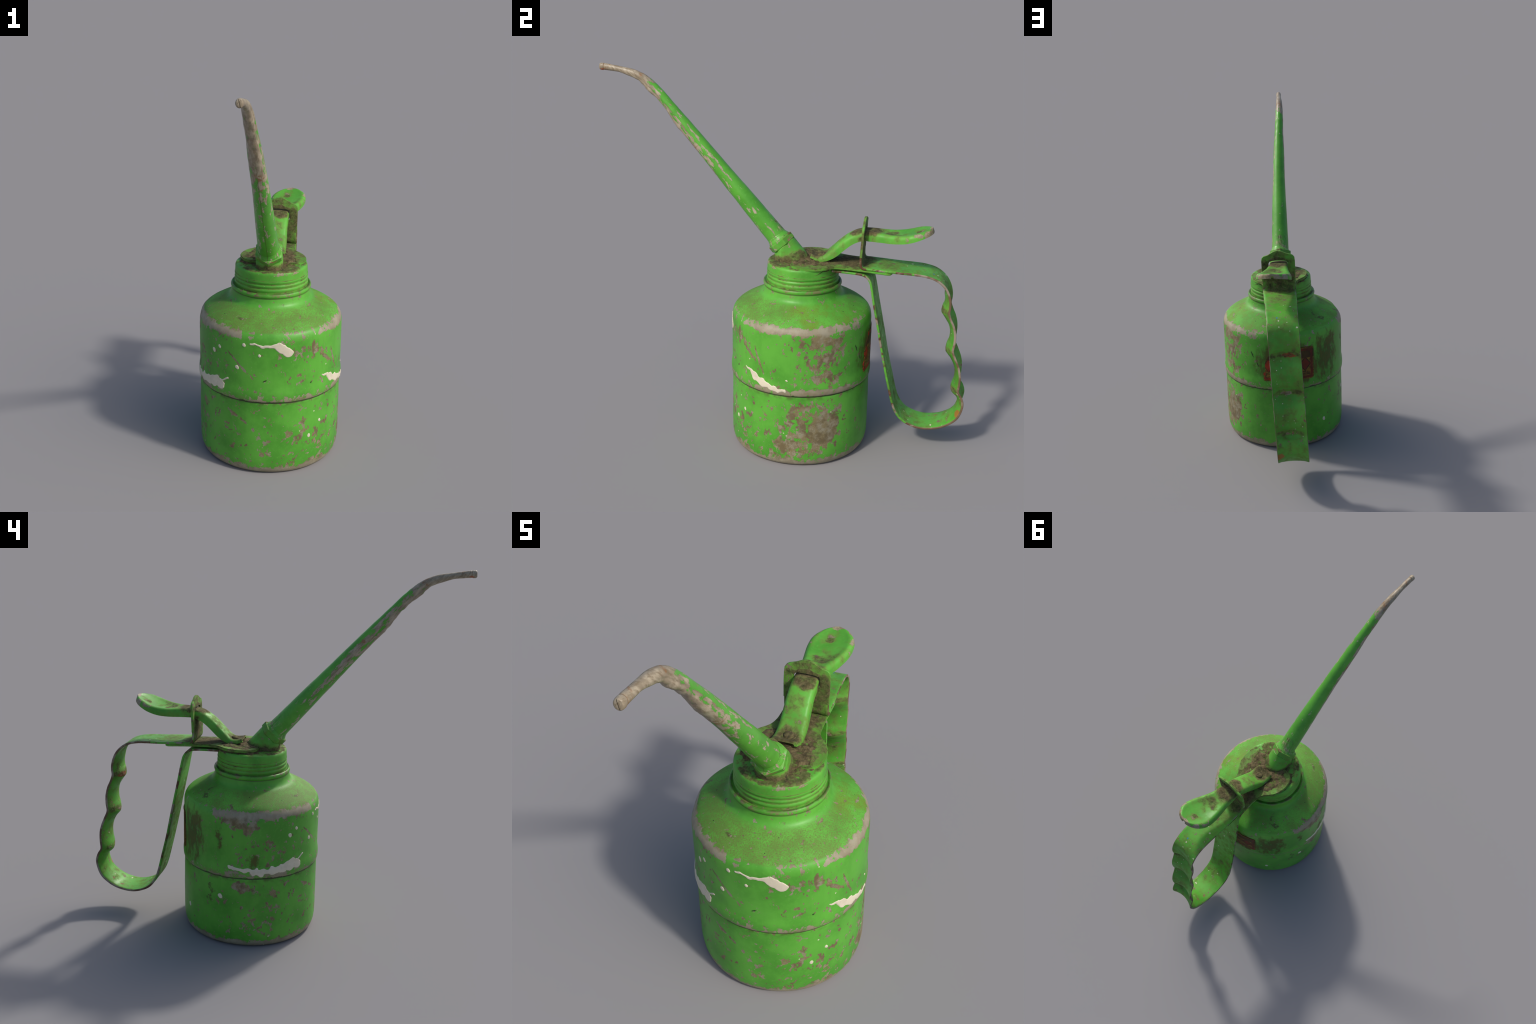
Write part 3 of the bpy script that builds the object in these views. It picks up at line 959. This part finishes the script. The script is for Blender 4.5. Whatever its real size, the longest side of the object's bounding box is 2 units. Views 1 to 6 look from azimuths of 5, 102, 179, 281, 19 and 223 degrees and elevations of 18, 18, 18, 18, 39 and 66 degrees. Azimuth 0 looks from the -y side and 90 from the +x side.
# ------------------------------------------------------------------ thumb lever
def make_lever():
    # y, x, z of the top, half width, flange depth, dish
    ctl = [(0.156, 0.002, 1.0660, 0.054, 0.018, 0.0), (0.170, 0.002, 1.0610, 0.057, 0.018, 0.004), (0.190, 0.004, 1.0575, 0.060, 0.022, 0.006),
           (0.212, 0.006, 1.0600, 0.060, 0.027, 0.005), (0.234, 0.008, 1.0740, 0.059, 0.035, 0.001),
           (0.260, 0.010, 1.0980, 0.057, 0.042, -0.003), (0.300, 0.011, 1.1370, 0.055, 0.044, -0.004), (0.335, 0.012, 1.1660, 0.054, 0.044, -0.004),
           (0.375, 0.014, 1.1890, 0.054, 0.044, -0.003), (0.420, 0.016, 1.2030, 0.053, 0.045, -0.002), (0.460, 0.020, 1.2050, 0.055, 0.046, 0.0),
           (0.520, 0.027, 1.2025, 0.064, 0.044, 0.004), (0.570, 0.034, 1.2010, 0.078, 0.041, 0.008), (0.620, 0.042, 1.2050, 0.0915, 0.038, 0.012),
           (0.660, 0.047, 1.2140, 0.0975, 0.036, 0.013), (0.698, 0.051, 1.2260, 0.0940, 0.033, 0.012), (0.728, 0.054, 1.2345, 0.0785, 0.030, 0.008),
           (0.748, 0.056, 1.2405, 0.058, 0.028, 0.005), (0.760, 0.057, 1.2440, 0.036, 0.026, 0.002), (0.7650, 0.0575, 1.2455, 0.018, 0.025, 0.0)]
    S = catmull(ctl, 6)
    nt, th = 16, 0.0105
    vs, N = [], len(S)
    for i in range(N):
        y, x, z, hw, dp, dish = S[i]
        a, b = S[max(0, i - 1)], S[min(N - 1, i + 1)]
        ty, tz = b[0] - a[0], b[2] - a[2]
        L = math.hypot(ty, tz)
        ny, nn = -tz / L, ty / L
        rc = min(0.020, hw * 0.6, dp * 0.7)

        def prof(hw, top, rc, dp):
            p = [(-hw, top - dp), (-hw, top - (dp + rc) / 2)]
            for k in range(6):
                q = math.pi / 2 * k / 5
                p.append((-hw + rc - rc * math.cos(q), top - rc + rc * math.sin(q)))
            for k in range(1, nt):
                t = -1 + 2 * k / nt
                p.append((t * (hw - rc), top - dish * (1 - t * t)))
            for k in range(6):
                q = math.pi / 2 * (1 - k / 5)
                p.append((hw - rc + rc * math.cos(q), top - rc + rc * math.sin(q)))
            p += [(hw, top - (dp + rc) / 2), (hw, top - dp)]
            return p
        out = prof(hw, 0.0, rc, dp)
        hi = max(0.004, hw - th)
        inn = prof(hi, -th, max(0.002, min(rc - 0.004, hi * 0.6)), dp - th)
        for u, v in out + inn[::-1]:
            w = 0.0009 * nz(u, y, v, 22, 7)
            vs.append((x + u, y + ny * (v + w), z + nn * (v + w) + u * (-0.03 + 0.075 * min(1.0, max(0.0, (y - 0.45) / 0.15)))))
    M = len(vs) // N
    f = grid_faces(N, M, True)
    f.append(tuple(range((N - 1) * M, N * M)))
    h = M // 2
    for k in range(h - 1):
        f.append((k, k + 1, M - 2 - k, M - 1 - k))
    mat = painted('green_lever_paint', chip=0.0, dirt_all=0.16, chip_scale=26,
                  wear=[((0.057, 0.790, 1.230), (0.16, 0.056, 0.09), 1.6), ((0.140, 0.748, 1.222), (0.05, 0.035, 0.05), 0.7), ((-0.022, 0.748, 1.222), (0.05, 0.035, 0.05), 0.7), ((0.057, 0.750, 1.195), (0.11, 0.06, 0.03), 0.55),
                        ((0.145, 0.705, 1.225), (0.022, 0.06, 0.03), 0.34), ((-0.042, 0.705, 1.215), (0.022, 0.06, 0.03), 0.30),
                        ((0.14, 0.63, 1.19), (0.03, 0.05, 0.02), 0.2)],
                  dirt=[((0.015, 0.450, 1.21), (0.12, 0.090, 0.040), 0.86), ((0.02, 0.385, 1.20), (0.085, 0.065, 0.035), 0.80),
                        ((0.005, 0.185, 1.07), (0.09, 0.070, 0.040), 0.90), ((0.040, 0.575, 1.20), (0.07, 0.060, 0.025), 0.62),
                        ((0.05, 0.695, 1.215), (0.040, 0.020, 0.02), 0.50), ((0.012, 0.31, 1.145), (0.06, 0.12, 0.04), 0.44),
                        ((0.015, 0.42, 1.165), (0.11, 0.05, 0.03), 0.72)])
    return add('thumb_lever', vs, f, mat, None, 45)


lever = make_lever()

# rivet with its washer
rivet_mat = painted('grimy_rivet', chip=0.10, dirt_all=0.80)
rv = []
for r, z in [(0.033, 0.0), (0.033, 0.0035), (0.030, 0.0060), (0.026, 0.0050), (0.0225, 0.0045), (0.0205, 0.009), (0.0160, 0.0125), (0.008, 0.0145), (0.001, 0.0150)]:
    for j in range(40):
        a = 2 * math.pi * j / 40
        rr = r + 0.0009 * nz(math.cos(a), math.sin(a), z * 40, 2, 3)
        rv.append((0.007 + rr * math.cos(a), 0.203 + rr * math.sin(a), 1.0505 + z + 0.10 * rr * math.sin(a)))
rf = grid_faces(9, 40, True) + [tuple(range(40)), tuple(range(8 * 40, 9 * 40))]
add('rivet', rv, rf, rivet_mat, lever, 50)


# ------------------------------------------------------------------ spout
def frames(pts):
    out = []
    for i in range(len(pts)):
        a, b = pts[max(0, i - 1)], pts[min(len(pts) - 1, i + 1)]
        t = (Vector(b) - Vector(a)).normalized()
        side = Vector((1, 0, 0))
        side = (side - t * side.dot(t)).normalized()
        up = side.cross(t).normalized()
        if up.z < 0:
            up = -up
        out.append((t, side, up))
    return out


spine = [(-0.0433, -0.9825, 1.9835, 0.0100), (-0.0433, -0.9812, 1.9834, 0.0145), (-0.0433, -0.9775, 1.9832, 0.0175), (-0.0433, -0.9700, 1.9825, 0.0186), (-0.0432, -0.9625, 1.9822, 0.0184),
         (-0.0432, -0.9575, 1.9818, 0.0168), (-0.0432, -0.9525, 1.9815, 0.0176), (-0.0430, -0.9350, 1.9795, 0.0170), (-0.0428, -0.9180, 1.9770, 0.0163),
         (-0.0425, -0.8820, 1.9720, 0.0156), (-0.0423, -0.8500, 1.9650, 0.0172), (-0.0420, -0.8120, 1.9545, 0.0206), (-0.0412, -0.7760, 1.9410, 0.0216),
         (-0.0402, -0.7450, 1.9240, 0.0236), (-0.0382, -0.7110, 1.8960, 0.0266), (-0.0355, -0.6630, 1.8500, 0.0284), (-0.0320, -0.6200, 1.8020, 0.0293),
         (-0.0290, -0.5790, 1.7540, 0.0320), (-0.0260, -0.5340, 1.7030, 0.0348), (-0.0220, -0.4650, 1.6260, 0.0364), (-0.0170, -0.3810, 1.5310, 0.0386),
         (-0.0130, -0.2940, 1.4300, 0.0424), (-0.0100, -0.2050, 1.3290, 0.0464), (-0.0075, -0.1190, 1.2290, 0.0498), (-0.0050, -0.0460, 1.1450, 0.0522),
         (-0.0040, -0.0340, 1.1310, 0.0550), (-0.0032, -0.0260, 1.1215, 0.0605), (-0.0030, -0.0220, 1.1165, 0.0625)]
sp = catmull(spine, 8)


def spout_material():
    m, vec = new_mat('spout_paint_and_bare_metal')
    x, y, z = sep(vec)
    # distance below the axis line of the straight tube: the underside is scraped bare
    ax = (y + 0.046) * (0.759) + (z - 1.145) * (0.651)       # across the tube, up positive
    xc = x - (-0.003 + 0.040 * y)                            # sideways from the axis
    along = y * 0.651 - z * 0.759
    tube = comb(xc * 1.5, ax * 1.5, along * 0.55)
    n = (tex_noise(tube, 30.0, 7.0, 0.66) - 0.5) * 1.5 + 0.5
    big = tex_noise(vec, 7.0, 4.0, 0.6)
    tip = y.ramp(-0.60, -0.78)
    up_y = y.ramp(-0.28, -0.64)
    under = (ax * -1.0).ramp(0.006, 0.034)
    side = ((ax + 0.004).ab()).ramp(0.030, 0.006) * (xc * -1.0).ramp(0.0, 0.02)
    rightside = (ax + 0.012).ab().ramp(0.014, 0.003) * xc.ramp(0.0, 0.02)
    cb = 0.035 + under * (0.10 + up_y * 0.34)
    cb = cb.mx(side * (0.12 + y.ramp(-0.08, -0.40) * 0.24)).mx(rightside * (0.14 + up_y * 0.20)).mx(tip * 0.55)
    cb = cb.mx(y.ramp(-0.46, -0.70) * (0.40 - ax.ramp(-0.012, 0.016) * 0.36))
    cb = cb.mx((ax - 0.013).ab().ramp(0.010, 0.003) * xc.ramp(-0.01, 0.02) * 0.20)
    bare = (n + cb).ramp(0.735, 0.765)
    f = tex_noise(comb(xc * 1.8, ax * 1.8, along * 0.4), 40.0, 5.0, 0.65)
    mc = mixc(n.ramp(0.35, 0.75), srgb(136, 124, 104), srgb(168, 157, 136))
    mc = mixc(f.ramp(0.48, 0.64) * 0.75, mc, srgb(116, 101, 78))
    mc = mixc(tex_noise(mapping(vec, loc=(2, 9, 4)), 18.0, 4.0, 0.6).ramp(0.60, 0.68) * 0.8, mc, srgb(130, 92, 56))
    col = mixc(bare, green_base(vec), mc)
    # rust dots and yellowing
    col = mixc(ball(vec, (-0.034, -0.965, 1.970), (0.012, 0.014, 0.007), 0.3) * 0.9, col, srgb(176, 80, 46))
    col = mixc(ball(vec, (-0.056, -0.958, 1.970), (0.010, 0.016, 0.007), 0.3) * 0.9, col, srgb(166, 76, 40))
    col = mixc(((y + 0.9575).ab().ramp(0.003, 0.001)) * 0.6, col, srgb(120, 88, 56))
    # grime at the foot of the tube
    g = y.ramp(-0.075, -0.035) * tex_noise(vec, 20, 5, .65).ramp(0.48, 0.62)
    col = mixc(g * 0.75, col, mixc(f.ramp(0.4, 0.6), DIRT, METAL_PALE))
    slit = (x + 0.0425 + (z - 1.983) * 0.25).ab().ramp(0.0016, 0.0006) * y.ramp(-0.9790, -0.9800)  # thin dark line coloured on the end face of the tip; the mesh has no cut here
    col = mixc(slit * 0.85, col, DIRT_DARK)
    seam = ((ax * -1.0).ramp(0.020, 0.03)) * (xc.ab()).ramp(0.0035, 0.001) * y.ramp(-0.55, -0.4)
    col = mixc(seam * 0.5, col, DIRT)
    finish(col, (0.34 + bare * 0.06 + g * 0.3), n * 0.15 - bare * 0.35 + f * bare * 0.25, 0.5, 0.004)
    return m


def make_spout():
    fr = frames([s[:3] for s in sp])
    M = 44
    vs = []
    for i, (x, y, z, r) in enumerate(sp):
        t, side, up = fr[i]
        # the inside of the bend is crumpled, the straight part is lightly faceted
        kink = math.exp(-((y + 0.66) / 0.13) ** 2)
        for j in range(M):
            a = 2 * math.pi * j / M
            ca, sa = math.cos(a), math.sin(a)
            low = max(0.0, -sa) ** 1.5
            p = Vector((x, y, z)) + side * ca * r * (1 - 0.07 * kink) * (0.86 if y < -0.955 else 1.0 - 0.14 * max(0.0, min(1.0, (-0.88 - y) / 0.075))) + up * sa * r
            d = kink * low * 0.0090 * (nz(p.x, p.y, p.z, 15, 2) + 0.5 * nz(p.x, p.y, p.z, 40, 4))
            d += 0.0016 * kink * nz(p.x, p.y, p.z, 30, 6)
            d -= 0.0035 * kink * math.exp(-((sa + 0.35) / 0.18) ** 2)         # fold line each side
            d += 0.0007 * nz(p.x, p.y, p.z, 20, 1)
            d += 0.0030 * low * math.exp(-((y + 0.535) / 0.010) ** 2)         # small pinch below
            q = side * ca + up * sa
            vs.append(p + q * d)
    f = grid_faces(len(sp), M, True)
    f += [tuple(range(M)), tuple(range((len(sp) - 1) * M, len(sp) * M))]
    return f, vs


AXD = Vector((0.022, 0.651, -0.759)).normalized()
nut0 = Vector((-0.0035, -0.0245, 1.1185))
sx = Vector((1, 0, 0))
sx = (sx - AXD * sx.dot(AXD)).normalized()
su = sx.cross(AXD).normalized()
if su.z < 0:
    su = -su

socket_mat = painted('green_socket_paint', chip=0.05, dirt_all=0.15,
                     dirt=[((0.0, 0.05, 1.01), (0.20, 0.20, 0.060), 0.92), ((0.05, 0.09, 1.05), (0.07, 0.07, 0.04), 0.74),
                           ((0.0, 0.02, 1.10), (0.10, 0.06, 0.03), 0.36)])


def make_socket():
    bm = bmesh.new()
    end = nut0 + AXD * 0.0385 + su * 0.002
    n = 56
    floor = 1.012
    for k in range(n):
        a = 2 * math.pi * k / n
        q = sx * math.cos(a) + su * math.sin(a)
        for s, r in ((0.0, 0.0640), (0.003, 0.0665)):
            bm.verts.new(end + q * r + AXD * s)
        p = end + q * 0.0670
        L = (floor - p.z) / AXD.z
        bm.verts.new(p + AXD * L if L > 0 else Vector((p.x, p.y, floor)))
        bm.verts.new((p.x * 1.03, p.y + 0.004, floor))
    r = bmesh.ops.convex_hull(bm, input=bm.verts[:])
    bmesh.ops.delete(bm, geom=[v for v in r['geom_interior'] if isinstance(v, bmesh.types.BMVert)], context='VERTS')
    bmesh.ops.dissolve_limit(bm, angle_limit=0.01, verts=bm.verts[:], edges=bm.edges[:])
    bmesh.ops.recalc_face_normals(bm, faces=bm.faces)
    me = bpy.data.meshes.new('spout_socket')
    bm.to_mesh(me)
    bm.free()
    ob = bpy.data.objects.new('spout_socket', me)
    bpy.context.scene.collection.objects.link(ob)
    me.materials.append(socket_mat)
    ob.parent = ROOT
    shade(me, 35)
    return ob


socket = make_socket()
ff, sv = make_spout()
spout = add('spout_tube', sv, ff, spout_material(), socket, 50)

nut_mat = painted('green_nut_paint', chip=0.09, rust=0.7, dirt_all=0.2, chip_scale=34,
                  dirt=[((0.0, 0.03, 1.08), (0.10, 0.06, 0.03), 0.35), ((0, 0.03, 1.165), (0.04, 0.03, 0.02), 0.8)],
                  wear=[((0.045, -0.045, 1.115), (0.05, 0.03, 0.02), 0.18)])


def make_nut():
    vs = []
    rings = [(0.000, 0.0615, 0.0), (0.0020, 0.0680, 0.6), (0.0060, 0.0755, 1.0), (0.0360, 0.0755, 1.0), (0.0392, 0.0720, 1.0), (0.0400, 0.0600, 0.5)]
    n = 72
    for s, rc, hexness in rings:
        for k in range(n):
            a = 2 * math.pi * k / n
            # corner towards the underside (-su)
            b = (a + math.pi / 2) % (math.pi / 3)
            hx = math.cos(math.pi / 6) / math.cos(b - math.pi / 6)
            hx = min(hx, 0.985)
            r = rc * (hexness * hx + (1 - hexness) * 0.95)
            q = sx * math.cos(a) + su * math.sin(a)
            vs.append(nut0 + AXD * s + q * r)
    f = grid_faces(len(rings), n, True) + [tuple(range(n)), tuple(range((len(rings) - 1) * n, len(rings) * n))]
    return add('hex_nut', vs, f, nut_mat, socket, 25)


make_nut()
